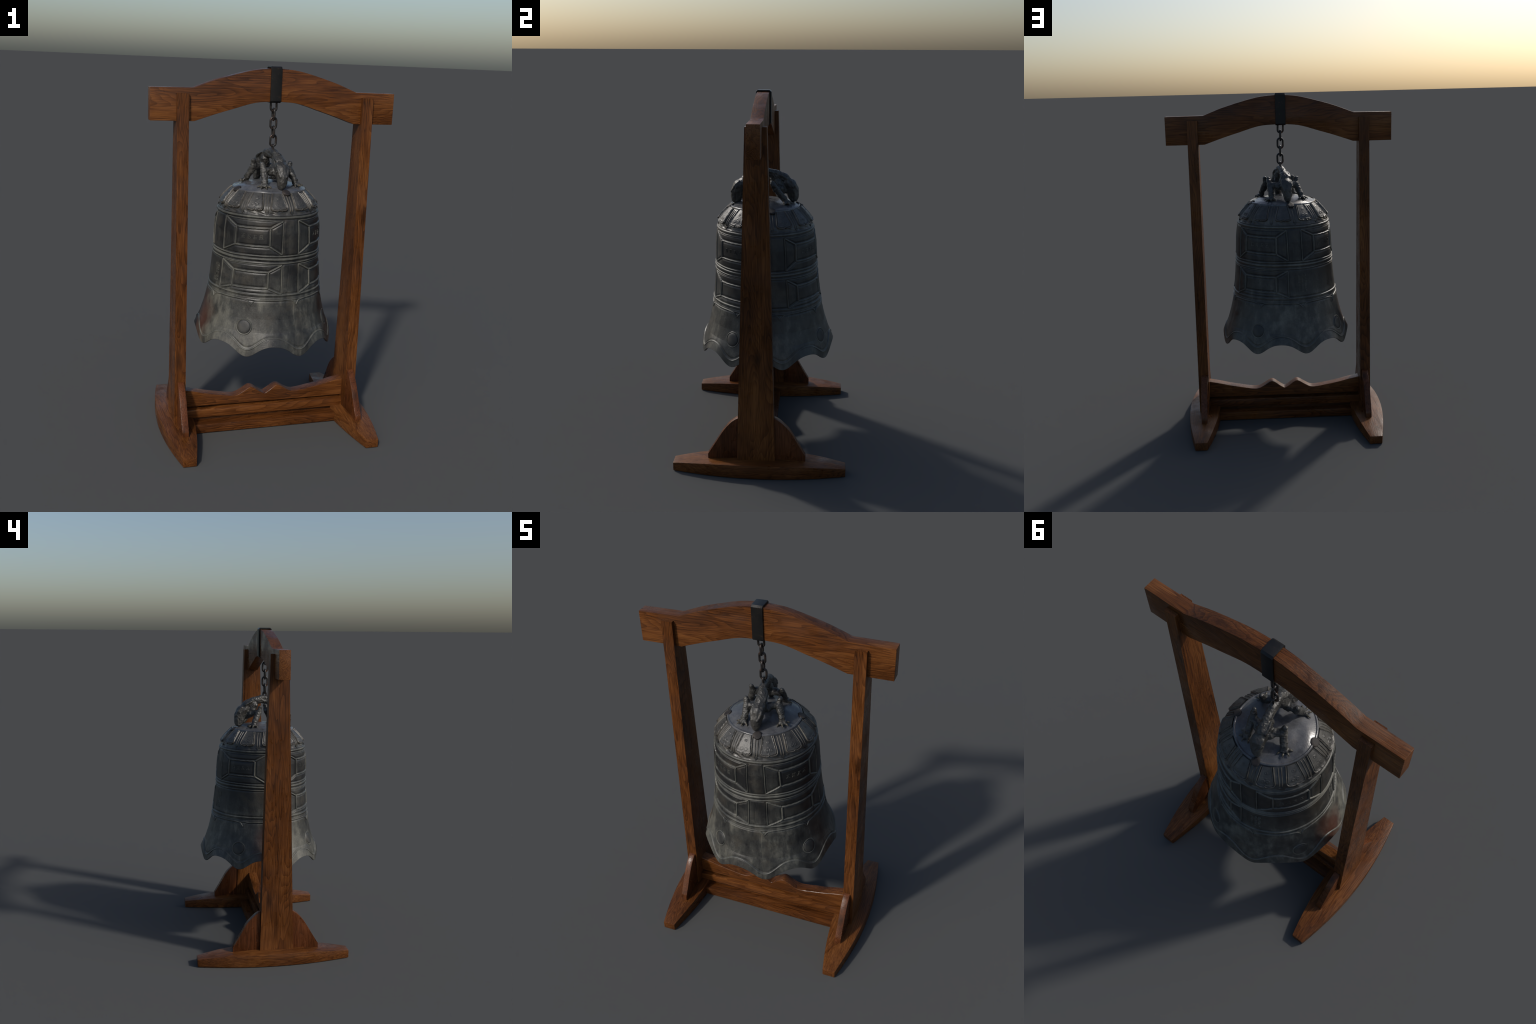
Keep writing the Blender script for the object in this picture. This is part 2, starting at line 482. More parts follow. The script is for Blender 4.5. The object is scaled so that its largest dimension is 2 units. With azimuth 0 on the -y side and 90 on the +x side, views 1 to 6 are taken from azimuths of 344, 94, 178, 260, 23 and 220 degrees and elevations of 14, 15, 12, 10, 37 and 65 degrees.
# ---- bell wall: fine grid with wobble and chased grooves beside the raised lines
NA = 960
az = np.linspace(-math.pi, math.pi, NA, endpoint=False)
zr = np.concatenate([np.linspace(1.262, 0.65, 400), []])
def low_noise(a, z, s, seed):
    return (np.sin(3 * a + seed + 5 * z) + np.sin(5 * a - 2.1 * seed + 9 * z) + np.sin(11 * a + 17 * z + seed * 3)) / 3 * s
rows = []
A = az[None, :]
Z = np.repeat(zr[:, None], NA, 1)
Rr = prof_r(Z) + low_noise(A, Z, 0.0012, 1.3)
groove = np.zeros_like(Z)
def dig(p, q, width, depth):
    (a0, z0), (a1, z1) = p, q
    rm = float(prof_r((z0 + z1) / 2))
    x0, x1 = rad(a0) * rm, rad(a1) * rm
    rowsel = np.where((zr > min(z0, z1) - 0.03) & (zr < max(z0, z1) + 0.03))[0]
    colsel = np.where((az > rad(min(a0, a1)) - 0.12) & (az < rad(max(a0, a1)) + 0.12))[0]
    if len(rowsel) == 0 or len(colsel) == 0: return
    X = az[colsel][None, :] * rm; Y = zr[rowsel][:, None]
    dx, dz = x1 - x0, z1 - z0
    t = np.clip(((X - x0) * dx + (Y - z0) * dz) / (dx * dx + dz * dz), 0, 1)
    d = np.hypot(X - x0 - t * dx, Y - z0 - t * dz)
    g = depth * np.exp(-((d - width * 0.75) / (width * 0.55)) ** 2)
    sub = groove[np.ix_(rowsel, colsel)]
    groove[np.ix_(rowsel, colsel)] = np.maximum(sub, g)
for fr in frames:
    for p, q, w, h in fr:
        dig(p, q, w, 0.0030)
for zc, w in ((1.251, .011), (1.050, .008), (1.033, .012), (1.0145, .008), (0.846, .009), (0.818, .008)):
    d = np.abs(Z - zc)
    groove = np.maximum(groove, 0.0028 * np.exp(-((d - w * 0.75) / (w * 0.5)) ** 2))
# recess between the two lower bands
groove = np.maximum(groove, 0.0035 * np.exp(-((Z - 0.832) / 0.008) ** 2))
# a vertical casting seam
for a_c, z0, z1 in ((-82.0, 0.82, 1.0), (-76.5, 0.65, 0.80)):
    d = np.abs(A - rad(a_c + 0) - 0.012 * np.sin(40 * Z)) * 0.31
    groove = np.maximum(groove, 0.0016 * np.exp(-(d / 0.0016) ** 2) * ((Z > z0) & (Z < z1)))
Rr = Rr - groove
V = [np.stack([CX + Rr * np.cos(A), cyf(Z) + Rr * np.sin(A), Z], -1)]
# flaring skirt down to the hem, with a thickened rim band
NS = 90
ts = np.linspace(0, 1, NS + 1)[1:]
zh = hem_z(az)[None, :]
T = ts[:, None]
Zs = 0.65 + (zh - 0.65) * T
Rs = surf_r(np.repeat(A, NS, 0), Zs) + low_noise(A, Zs, 0.0012, 1.3)
rimd = Zs - zh                       # distance above the hem
rim = 1 / (1 + np.exp((rimd - 0.037) / 0.0022))
Rs = Rs - 0.004 * rim * np.clip(1 - rimd / 0.037, 0, 1) - 0.002 * np.exp(-((rimd - 0.047) / 0.006) ** 2)
d = np.abs(A - rad(-75.5) - 0.01 * np.sin(50 * Zs)) * 0.36
Rs = Rs - 0.0014 * np.exp(-(d / 0.0016) ** 2)
V.append(np.stack([CX + Rs * np.cos(A), cyf(Zs) + Rs * np.sin(A), Zs], -1))
# rounded lip
for dr, dz in ((-0.002, -0.0015), (-0.006, -0.0018), (-0.011, 0.0005)):
    Zl = zh + dz; Rl = Rs[-1:] + dr
    V.append(np.stack([CX + Rl * np.cos(A), cyf(Zl) + Rl * np.sin(A), Zl], -1))
n_outer = len(zr) + NS
G = np.concatenate(V, 0)
def grid_mesh(name, G, mat, closed=True):
    nr, nc, _ = G.shape
    me = bpy.data.meshes.new(name)
    idx = np.arange(nr * nc).reshape(nr, nc)
    nxt = np.roll(idx, -1, 1)
    a, b, c, dd = idx[:-1], nxt[:-1], nxt[1:], idx[1:]
    if not closed:
        a, b, c, dd = (q[:, :-1] for q in (a, b, c, dd))
    quads = np.stack([a, dd, c, b], -1).reshape(-1, 4)
    me.vertices.add(nr * nc); me.vertices.foreach_set("co", G.reshape(-1).astype(np.float32))
    me.loops.add(quads.size); me.loops.foreach_set("vertex_index", quads.reshape(-1).astype(np.int32))
    me.polygons.add(len(quads))
    me.polygons.foreach_set("loop_start", np.arange(0, quads.size, 4, dtype=np.int32))
    me.update(calc_edges=True); me.validate()
    me.polygons.foreach_set("use_smooth", [True] * len(me.polygons))
    me.materials.append(mat)
    return me
wall = obj("bell_wall", grid_mesh("bell_wall", G, bronze), bell)

# ---- inner wall
Ai = np.linspace(-math.pi, math.pi, 240, endpoint=False)[None, :]
inn = []
for k in range(40):
    t = k / 39
    if t < 0.97:
        zz = hem_z(Ai) * (1 - t / 0.97) + 1.30 * (t / 0.97)
        rr = np.minimum(surf_r(Ai, zz), 0.275 + (zz < 1.2) * 1.0) - 0.012
    else:
        zz = np.full_like(Ai, 1.335); rr = np.full_like(Ai, 0.02)
    inn.append(np.stack([CX + rr * np.cos(Ai), cyf(zz) + rr * np.sin(Ai), zz], -1)[0])
Gi = np.stack(inn, 0)[::-1]
me = grid_mesh("bell_inside", Gi, inner_red)
me.flip_normals()
obj("bell_inside", me, bell)

# ---- shoulder below the crown and the domed crown
SP = [(0.2705, 1.262), (0.2640, 1.270), (0.2620, 1.280), (0.2600, 1.291), (0.2550, 1.303), (0.2450, 1.316), (0.2298, 1.333), (0.2130, 1.350), (0.1995, 1.3625), (0.1940, 1.3665)]
shp = spline(SP, 12)
rows = []
A2 = np.linspace(-math.pi, math.pi, 480, endpoint=False)
for r, z in shp:
    # a second row of petal tips peeps out below the first
    tip = math.exp(-((z - 1.272) / 0.008) ** 2)
    rr = r + low_noise(A2, z, 0.0010, 1.3) + tip * (0.0045 * np.abs(np.cos(12 * (A2 - rad(-93.5)))) ** 0.6 - 0.0015 + 0.0012 * np.sin(31 * A2 + 260 * z))
    rows.append(np.stack([CX + rr * np.cos(A2), cyf(z) + rr * np.sin(A2), np.full_like(A2, z)], -1))
obj("shoulder", grid_mesh("shoulder", np.stack(rows[::-1], 0), bronze_petal), bell)
CP = [(0.1990, 1.3640), (0.1970, 1.3705), (0.1915, 1.3740), (0.1870, 1.3725), (0.1840, 1.3730), (0.165, 1.3810), (0.14, 1.3885), (0.10, 1.3965), (0.05, 1.402), (0.0005, 1.404)]
rows = []
for r, z in spline(CP, 8):
    w = min(1, r / 0.1)
    rr = r + w * low_noise(A2, z, 0.0012, 0.4)
    zz = z + 0.0012 * np.sin(A2 * 5 + r * 60) * w
    rows.append(np.stack([CX + rr * np.cos(A2), cyf(1.37) + rr * np.sin(A2), zz], -1))
obj("crown", grid_mesh("crown", np.stack(rows[::-1], 0), bronze_cap), bell)

# ---- lotus petals round the shoulder, each a raised tablet with a double scroll outline
SH = np.array(spline([(0.2640, 1.277), (0.2632, 1.285), (0.2598, 1.294), (0.2548, 1.303), (0.2450, 1.316), (0.2298, 1.333), (0.2130, 1.350), (0.1995, 1.3625)], 12))
SHL = np.concatenate([[0], np.cumsum(np.hypot(*np.diff(SH, axis=0).T))]); SHL /= SHL[-1]
def petal_mesh(name, variant):
    """(x, y) run across and up the shoulder in metres; a raised rim follows a round-cornered, bracket-footed outline"""
    nu, nv = 57, 61
    LEN = 0.118
    G = np.zeros((nv, nu, 3)); E = np.zeros((nv, nu))
    for j in range(nv):
        v = j / (nv - 1)
        r = np.interp(v, SHL, SH[:, 0]); z = np.interp(v, SHL, SH[:, 1])
        k = max(0, min(1, (1.305 - z) / 0.03))           # lower part faces outwards, upper part faces up
        nr, nz = 0.62 + 0.36 * k, 0.78 - 0.70 * k
        for i in range(nu):
            u = -1 + 2 * i / (nu - 1)
            half = 0.0315 + 0.0225 * (1 - v)             # half width of the outline
            x = u * (half + 0.003)
            y = v * LEN
            foot = 0.006 + 0.004 * abs(x / half) ** 3 + 0.0035 * math.exp(-(x / 0.0035) ** 2) - 0.0015 * math.exp(-((abs(x) - 0.012) / 0.010) ** 2)
            ex, ey = half - abs(x), y - foot
            R = 0.022
            if ex < R and ey < R:
                e = R - math.hypot(R - ex, R - ey)
            else:
                e = min(ex, ey)
            E[j, i] = e
            if e < 0: h = -0.005 + 0.002 * max(-1.0, e / 0.004)
            else:
                h = -0.004 + 0.0112 * min(1, e / 0.0035) ** 0.7
                h -= 0.0050 * math.exp(-((e - 0.0085) / 0.0020) ** 2)
                h -= 0.0022 * min(1, max(0, (e - 0.0085) / 0.002))
                h += 0.0020 * math.exp(-((e - 0.0118) / 0.0016) ** 2)
            lip = math.exp(-((ey - 0.006) / 0.008) ** 2)
            if e > 0: h += 0.0036 * lip
            if e > 0.012:
                for sx in (-1, 1):
                    d2 = math.hypot(x - sx * 0.0105, y - 0.040)
                    h += variant * 0.0024 * math.exp(-((d2 - 0.0068) / 0.0017) ** 2)
                    h += variant * 0.0018 * math.exp(-(d2 / 0.0026) ** 2)
                d3 = math.hypot(x, y - 0.085)
                h += 0.0016 * math.exp(-((d3 - 0.0050) / 0.0016) ** 2)
                d4 = math.hypot(x, (y - 0.055))
                h += variant * 0.0014 * math.exp(-(d4 / 0.004) ** 2)
            a = x / r
            rr = r + h * nr
            G[j, i] = (rr * math.cos(a), rr * math.sin(a), z + h * nz)
    me = grid_mesh(name, G, bronze_petal, closed=False)
    bm = bmesh.new(); bm.from_mesh(me); bmesh.ops.recalc_face_normals(bm, faces=bm.faces); bm.to_mesh(me); bm.free()
    smooth_by_angle(me, 70)
    me.materials.append(petal_rim)
    Ef = E.reshape(-1)
    for p in me.polygons:
        ee = sum(Ef[k] for k in p.vertices) / len(p.vertices)
        if -0.001 < ee < 0.0072: p.material_index = 1
    return me
pv = [petal_mesh("petal", 1.0), petal_mesh("petal", 0.35)]
PET = [-93.5, -121.8, -150.5, 180, 149, 117.5, 88, 58, 27.5, -3, -34, -64]
for k, a in enumerate(PET):
    o = obj("petal", pv[0 if k % 3 else 1], bell, (CX, cyf(1.32), 0.0))
    o.rotation_euler = (0, 0, rad(a))
# ribs between petals and the small pendants under the petal row
def rib_mesh():
    V, F = [], []
    for off, hh in ((-1.15, 0.0042), (1.15, 0.0042)):
        base = len(V)
        for j in range(14):
            v = 0.02 + 0.96 * j / 13
            r = np.interp(v, SHL, SH[:, 0]) - 0.001; z = np.interp(v, SHL, SH[:, 1])
            wdt = rad(0.85)
            sp = off * (1.75 - 0.60 * (1 - v))
            hj = hh * (1 if 0 < j < 13 else 0.2)
            for du, dh in ((-1, -0.004), (-0.6, 0.7 * hj), (0, hj), (0.6, 0.7 * hj), (1, -0.004)):
                a = rad(sp) + du * wdt
                rr = r + dh * 0.75
                V.append((rr * math.cos(a), rr * math.sin(a), z + dh * 0.65))
        for j in range(13):
            for c in range(4):
                p = base + j * 5 + c
                F.append((p, p + 1, p + 6, p + 5))
        F.append(tuple(base + c for c in range(5))); F.append(tuple(base + 65 + c for c in range(5)))
    return mesh_from("petal_rib", V, F, petal_rim, 60)
rbm = rib_mesh()
def pendant_mesh(s):
    V = []
    for a, z, d in ((-2.6, 1.2800, 0), (2.6, 1.2800, 0), (0, 1.2560, 0), (-2.0, 1.2780, 0.007), (2.0, 1.2780, 0.007), (0, 1.2615, 0.006)):
        r = 0.261 + d + (0.004 if z < 1.265 else 0)
        V.append((r * math.cos(rad(a * s)), r * math.sin(rad(a * s)), 1.281 - (1.281 - z) * (0.6 + 0.4 * s)))
    F = [(3, 4, 5), (0, 3, 5, 2), (1, 2, 5, 4), (0, 1, 4, 3)]
    return mesh_from("pendant", V, F, bronze, 30)
pdm = pendant_mesh(1.0)
srt = sorted(a if a < 180 else -180.0 for a in PET)
for k, a in enumerate(srt):
    b = srt[(k + 1) % len(srt)] + (360 if k == len(srt) - 1 else 0)
    m = (a + b) / 2
    o = obj("petal_rib", rbm, bell, (CX, cyf(1.32), 0.0)); o.rotation_euler = (0, 0, rad(m))
    o = obj("pendant", pdm, bell, (CX, cyf(1.27), 0.0)); o.rotation_euler = (0, 0, rad(m))

# ---- raised lines as swept mouldings
def moulding(lines, name, mat, closed=False):
    """lines: list of (list of (azimuth rad, z), width, height)"""
    V, F = [], []
    for pts, w, h in lines:
        n = len(pts)
        base = len(V)
        K = 7
        for i in range(n):
            a, z = pts[i]
            p = np.array(on_bell(a, z))
            q0 = pts[(i - 1) % n] if (closed or i > 0) else pts[i]
            q1 = pts[(i + 1) % n] if (closed or i < n - 1) else pts[i]
            r = float(surf_r(a, z))
            da = (q1[0] - q0[0] + math.pi) % (2 * math.pi) - math.pi
            tx, tz = da * r, q1[1] - q0[1]
            l = math.hypot(tx, tz) or 1
            nx, nz = -tz / l, tx / l              # sideways direction in (arc, height)
            end = 1.0 if (closed or 0 < i < n - 1) else 0.35
            for c in range(K):
                s = -1 + 2 * c / (K - 1)
                hh = h * end * math.sqrt(max(0, 1 - s * s)) if 0 < c < K - 1 else -0.004
                aa = a + nx * s * w / 2 / r
                zz = z + nz * s * w / 2
                V.append(on_bell(aa, zz, hh - 0.0006))
        m = n if closed else n - 1
        for i in range(m):
            for c in range(K - 1):
                p0 = base + i * K + c; p1 = base + ((i + 1) % n) * K + c
                F.append((p0, p0 + 1, p1 + 1, p1))
        if not closed:
            F.append(tuple(base + c for c in range(K))); F.append(tuple(base + (n - 1) * K + c for c in range(K)))
    return mesh_from(name, V, F, mat, 70)
def subdiv(p, q, n):
    return [(rad(p[0] + (q[0] - p[0]) * k / n), p[1] + (q[1] - p[1]) * k / n + 0.0008 * math.sin(k * 1.7 + p[0])) for k in range(n + 1)]
for fr in frames:
    obj("panel_frame", moulding([(subdiv(p, q, 22), w, h) for p, q, w, h in fr], "panel_frame", bronze_ridge), bell)
NR = 720
ang = [2 * math.pi * k / NR - math.pi for k in range(NR)]
def ring(zc, w, h, wob):
    pts = [(a, zc + wob * (math.sin(2 * a + zc * 40) * 0.6 + math.sin(7 * a + zc * 9) * 0.4)) for a in ang]
    obj("band", moulding([(pts, w, h)], "band", bronze_ridge, closed=True), bell)
ring(1.2515, 0.013, 0.0050, 0.0010)
ring(1.0500, 0.0070, 0.0036, 0.0022)
ring(1.0340, 0.0140, 0.0050, 0.0022)
ring(1.0145, 0.0065, 0.0034, 0.0022)
ring(0.8460, 0.0085, 0.0048, 0.0012)
# scalloped line with a cusp above every lobe
pts = []
for a in ang + []:
    ph = ((a - LOBE + math.pi / 8) % (math.pi / 4)) - math.pi / 8
    u = abs(ph) / (math.pi / 8)
    z = 0.8195 - 0.011 * max(0, 1 - u / 0.55) ** 1.6 - 0.019 * max(0, 1 - u / 0.17) ** 1.5
    pts.append((a, z))
obj("scalloped_line", moulding([(pts, 0.0066, 0.0040)], "scalloped_line", bronze_ridge, closed=True), bell)
# wavy line above the hem
pts = [(a, float(hem_z(np.array(a))) + 0.040 + 0.004 * math.cos(8 * (a - LOBE) + math.pi)) for a in ang]
obj("hem_line", moulding([(pts, 0.0080, 0.0036)], "hem_line", bronze_ridge, closed=True), bell)

# ---- four struck bosses on alternate lobes
def boss_mesh():
    V, F = [], []
    prof = [(0.0470, -0.0060), (0.0450, 0.0006), (0.0415, 0.0030), (0.0385, 0.0022), (0.0370, -0.0015), (0.0350, 0.0022), (0.0320, 0.0040), (0.0220, 0.0050), (0.0100, 0.0053)]
    n = 40
    for r, h in prof:
        for k in range(n):
            a = 2 * math.pi * k / n
            V.append((h, r * math.cos(a), r * math.sin(a)))
    V.append((0.0054, 0, 0))
    for j in range(len(prof) - 1):
        for k in range(n):
            F.append((j * n + k, j * n + (k + 1) % n, (j + 1) * n + (k + 1) % n, (j + 1) * n + k))
    b = (len(prof) - 1) * n
    for k in range(n): F.append((b + k, b + (k + 1) % n, len(V) - 1))
    # bend to the wall
    out = []
    for x, y, z in V:
        out.append((x - y * y / (2 * 0.345) , y, z))
    me = mesh_from("boss", out, F, bronze_ridge, 45)
    me.materials.append(bronze_boss)
    for p in me.polygons:
        c = p.center
        if math.hypot(c.y, c.z) < 0.0375: p.material_index = 1
    return me
bsm = boss_mesh()
for a, z in ((-122.5, 0.676), (-30.5, 0.668), (61.0, 0.659), (149.3, 0.657)):
    p = on_bell(rad(a), z, -0.0005)
    o = obj("boss", bsm, bell, p)
    o.rotation_euler = (0, -rad(16.5), rad(a))

# ---- clay knobs round the crown
def knob_mesh():
    V, F = [], []
    n = 24
    prof = [(0.0225, -0.008), (0.0225, 0.0022), (0.0205, 0.0040), (0.010, 0.0046)]
    for r, h in prof:
        for k in range(n):
            a = 2 * math.pi * k / n
            q = 1 + 0.05 * math.sin(3 * a) + 0.03 * math.sin(7 * a + 1)
            V.append((r * q * math.cos(a), r * q * math.sin(a), h))
    for j in range(len(prof) - 1):
        for k in range(n):
            F.append((j * n + k, j * n + (k + 1) % n, (j + 1) * n + (k + 1) % n, (j + 1) * n + k))
    F.append(tuple((len(prof) - 1) * n + k for k in range(n)))
    return mesh_from("knob", V, F, knob_mat, 40)
km = knob_mesh()
for a in (-79.0, -165.5, 14.5, 101.0):
    o = obj("knob", km, bell, (CX + 0.195 * math.cos(rad(a)), cyf(1.36) + 0.196 * math.sin(rad(a)), 1.3690))
    o.rotation_euler = (0, rad(28), rad(a))

# ---- cast inscriptions: worn strokes, four signs in each upper panel and two columns on the lower wall
def strokes(cells, seed):
    """each cell (az deg, z, size): a handful of short bars standing proud of the wall"""
    q = random.Random(seed)
    V, F = [], []
    def bar(ac, zc, x0, y0, x1, y1, w):
        dx, dy = x1 - x0, y1 - y0
        l = math.hypot(dx, dy) or 1
        nx, ny = -dy / l * w / 2, dx / l * w / 2
        base = len(V)
        for hgt, k in ((-0.003, 1.0), (0.0018, 0.7)):
            for (x, y, s) in ((x0, y0, 1), (x1, y1, 1), (x1, y1, -1), (x0, y0, -1)):
                xx, yy = x + nx * s * k, y + ny * s * k
                r = float(prof_r(zc))
                V.append(on_bell(rad(ac) + xx / r, zc + yy, hgt))
        b = base
        F.extend([(b + 4, b + 5, b + 6, b + 7)] + [(b + i, b + (i + 1) % 4, b + 4 + (i + 1) % 4, b + 4 + i) for i in range(4)])
    for ac, zc, s in cells:
        h = s / 2
        nh = q.choice((2, 3, 3))
        for k in range(nh):
            y = h * (0.85 - 1.7 * k / max(1, nh - 1)) + q.uniform(-.08, .08) * s
            e = q.uniform(0.55, 1.0) * h
            bar(ac, zc, -e, y, e, y + q.uniform(-.06, .06) * s, 0.0022)
        for k in range(q.choice((1, 2))):
            x = q.uniform(-0.6, 0.6) * h
            bar(ac, zc, x, h * q.uniform(.5, 1), x + q.uniform(-.1, .1) * s, -h * q.uniform(.5, 1), 0.0026)
        bar(ac, zc, -0.1 * h, 0.1 * h, -h * 0.9, -h * 0.9, 0.0024)
        if q.random() < 0.7: bar(ac, zc, 0.1 * h, 0.1 * h, h * 0.9, -h * 0.9, 0.0024)
    return mesh_from("inscription", V, F, bronze_ridge, 30)
for k, (a0, a1, b0, b1) in enumerate(PANELS):
    c = (b0 + b1) / 2
    cells = [(c + (i - 1.5) * 6.6, 1.1500 + 0.002 * math.sin(i * 2 + k), 0.024) for i in range(4)]
    o = obj("inscription", strokes(cells, 20 + k), bell); o["kind"] = "stuff"
def columns(ac, zc, na, nz, s, seed):
    q = random.Random(seed + 100)
    cells = [(ac + (i - (na - 1) / 2) * 3.7 + q.uniform(-.5, .5), zc + (j - (nz - 1) / 2) * s * 1.2 + q.uniform(-.0015, .0015), s * q.uniform(.85, 1.1)) for i in range(na) for j in range(nz)]
    o = obj("inscription", strokes(cells, seed), bell); o["kind"] = "stuff"
columns(108.2, 0.929, 3, 6, 0.0145, 31)
columns(-165.0, 0.925, 2, 5, 0.0165, 32)

# ------------------------------------------------------------------ dragon handle
dragon = empty("dragon_handle", stand)
# bones: (region, list of ((x, y, z), radius))
BONES = [
    ("torso", [((-0.026, 0.105, 1.518), .026), ((-0.019, 0.060, 1.545), .0195), ((-0.010, 0.010, 1.5575), .0200), ((-0.002, -0.040, 1.556), .0195), ((0.008, -0.075, 1.541), .0205), ((0.013, -0.115, 1.514), .026)]),
    ("torso", [((-0.022, 0.070, 1.528), .021), ((-0.012, 0.015, 1.5435), .0195), ((-0.003, -0.035, 1.541), .0195), ((0.008, -0.075, 1.526), .021)]),
    ("torso", [((0.006, -0.062, 1.520), .026), ((0.002, -0.082, 1.485), .030), ((0.004, -0.105, 1.455), .027)]),
    ("torso", [((-0.030, -0.090, 1.462), .023), ((0.036, -0.084, 1.462), .023)]),
    ("torso", [((-0.050, 0.075, 1.462), .022), ((0.014, 0.080, 1.462), .022)]),
    ("torso", [((-0.022, 0.050, 1.515), .026), ((-0.020, 0.070, 1.482), .030), ((-0.028, 0.095, 1.452), .027)]),
    # heads, muzzle down on the crown
    ("head_f", [((0.013, -0.122, 1.494), .034), ((0.012, -0.150, 1.478), .0365), ((0.010, -0.165, 1.450), .0330), ((0.008, -0.172, 1.420), .0285), ((0.006, -0.172, 1.400), .0235)]),
    ("head_f", [((0.011, -0.140, 1.455), .026), ((0.008, -0.152, 1.418), .022), ((0.006, -0.158, 1.396), .017)]),
    ("head_f", [((-0.012, -0.150, 1.502), .010), ((-0.014, -0.172, 1.478), .010), ((-0.006, -0.190, 1.448), .007)]),
    ("head_f", [((0.034, -0.150, 1.502), .010), ((0.037, -0.172, 1.478), .010), ((0.024, -0.190, 1.448), .007)]),
    ("head_f", [((-0.008, -0.118, 1.522), .009), ((-0.012, -0.088, 1.535), .006), ((-0.012, -0.062, 1.550), .004)]),
    ("head_f", [((0.032, -0.118, 1.520), .009), ((0.034, -0.088, 1.533), .006), ((0.028, -0.062, 1.548), .004)]),
    ("head_b", [((-0.030, 0.112, 1.494), .032), ((-0.032, 0.135, 1.478), .035), ((-0.034, 0.149, 1.450), .032), ((-0.036, 0.156, 1.420), .0265), ((-0.038, 0.155, 1.402), .022)]),
    ("head_b", [((-0.033, 0.125, 1.455), .025), ((-0.036, 0.137, 1.418), .020), ((-0.037, 0.142, 1.399), .016)]),
    ("head_b", [((-0.056, 0.135, 1.502), .009), ((-0.058, 0.155, 1.478), .009), ((-0.050, 0.172, 1.448), .007)]),
    ("head_b", [((-0.010, 0.135, 1.502), .009), ((-0.009, 0.155, 1.478), .009), ((-0.020, 0.172, 1.448), .007)]),
    ("head_b", [((-0.052, 0.108, 1.520), .009), ((-0.052, 0.080, 1.535), .006), ((-0.044, 0.055, 1.548), .004)]),
    ("head_b", [((-0.010, 0.108, 1.522), .009), ((-0.004, 0.080, 1.535), .006), ((-0.002, 0.055, 1.548), .004)]),
]
LEGS = [
    # name, shoulder, elbow, spike, ankle, foot, heading of the middle toe (deg)
    ("leg_a", (-0.020, -0.090, 1.468), (-0.070, -0.094, 1.468), (-0.079, -0.086, 1.503), (-0.073, -0.127, 1.416), (-0.074, -0.134, 1.398), -112),
    ("leg_b", (0.030, -0.078, 1.470), (0.083, -0.050, 1.470), (0.090, -0.040, 1.502), (0.108, -0.076, 1.416), (0.112, -0.083, 1.398), -42),
    ("leg_c", (0.005, 0.072, 1.468), (0.060, 0.058, 1.468), (0.070, 0.036, 1.505), (0.056, 0.100, 1.418), (0.055, 0.110, 1.400), 62),
    ("leg_d", (-0.045, 0.066, 1.470), (-0.092, 0.034, 1.472), (-0.095, 0.022, 1.507), (-0.115, 0.060, 1.418), (-0.120, 0.067, 1.400), 140),
]
CLAWS = []
for nm, sh, el, sp, an, ft, hd in LEGS:
    BONES.append((nm, [(sh, .020), (el, .0195)]))
    BONES.append((nm, [(el, .0200), (sp, .0125)]))
    mid = tuple((el[i] * 0.5 + an[i] * 0.5) for i in range(3))
    BONES.append((nm, [(el, .0205), (mid, .0195), (an, .0170)]))
    BONES.append((nm, [(an, .0185), (ft, .0155)]))
    for k, da in enumerate((-66, -22, 22, 66)):
        a = rad(hd + da)
        dx, dy = math.cos(a), math.sin(a)
        t0 = (ft[0] + dx * 0.016, ft[1] + dy * 0.016, ft[2] - 0.001)
        r2 = math.hypot(ft[0] + dx * 0.03 - CX, ft[1] + dy * 0.03)
        t1 = (ft[0] + dx * 0.026, ft[1] + dy * 0.026, ft[2] - 0.008)
        BONES.append((nm, [(ft, .011), (t0, .0085), (t1, .006)]))
        CLAWS.append((t1, (dx, dy)))
def blob_mesh():
    bm = bmesh.new()
    for reg, pts in BONES:
        for (p, r), (q, s) in zip(pts, pts[1:]):
            p, q = Vector(p), Vector(q)
            n = max(2, int((q - p).length / (min(r, s) * 0.27)) + 1)
            for k in range(n + 1):
                t = k / n
                bmesh.ops.create_icosphere(bm, subdivisions=2, radius=r + (s - r) * t, matrix=Matrix.Translation(p.lerp(q, t)))
    me = bpy.data.meshes.new("dragon_blob")
    bm.to_mesh(me); bm.free()
    return me
tmp = bpy.data.objects.new("dragon_blob", blob_mesh())
SC.objects.link(tmp)
md = tmp.modifiers.new("remesh", 'REMESH'); md.mode = 'VOXEL'; md.voxel_size = 0.0028
md = tmp.modifiers.new("smooth", 'SMOOTH'); md.iterations = 5; md.factor = 0.5
dg = bpy.context.evaluated_depsgraph_get(); dg.update()
whole = bpy.data.meshes.new_from_object(tmp.evaluated_get(dg))
bpy.data.objects.remove(tmp, do_unlink=True)
# distances to the bones decide the anatomical region
co = np.zeros(len(whole.vertices) * 3, np.float32); whole.vertices.foreach_get("co", co); co = co.reshape(-1, 3).astype(float)
no = np.zeros(len(whole.vertices) * 3, np.float32); whole.vertices.foreach_get("normal", no); no = no.reshape(-1, 3).astype(float)
regs = sorted({b[0] for b in BONES})
best = np.full((len(co), len(regs)), 9.0)
for reg, pts in BONES:
    for (p, r), (q, s) in zip(pts, pts[1:]):
        p, q = np.array(p), np.array(q); d = q - p
        t = np.clip(((co - p) @ d) / (d @ d), 0, 1)
        dist = np.linalg.norm(co - p - t[:, None] * d, axis=1) - (r + (s - r) * t)
        k = regs.index(reg)
        best[:, k] = np.minimum(best[:, k], dist)
vreg = best.argmin(1)
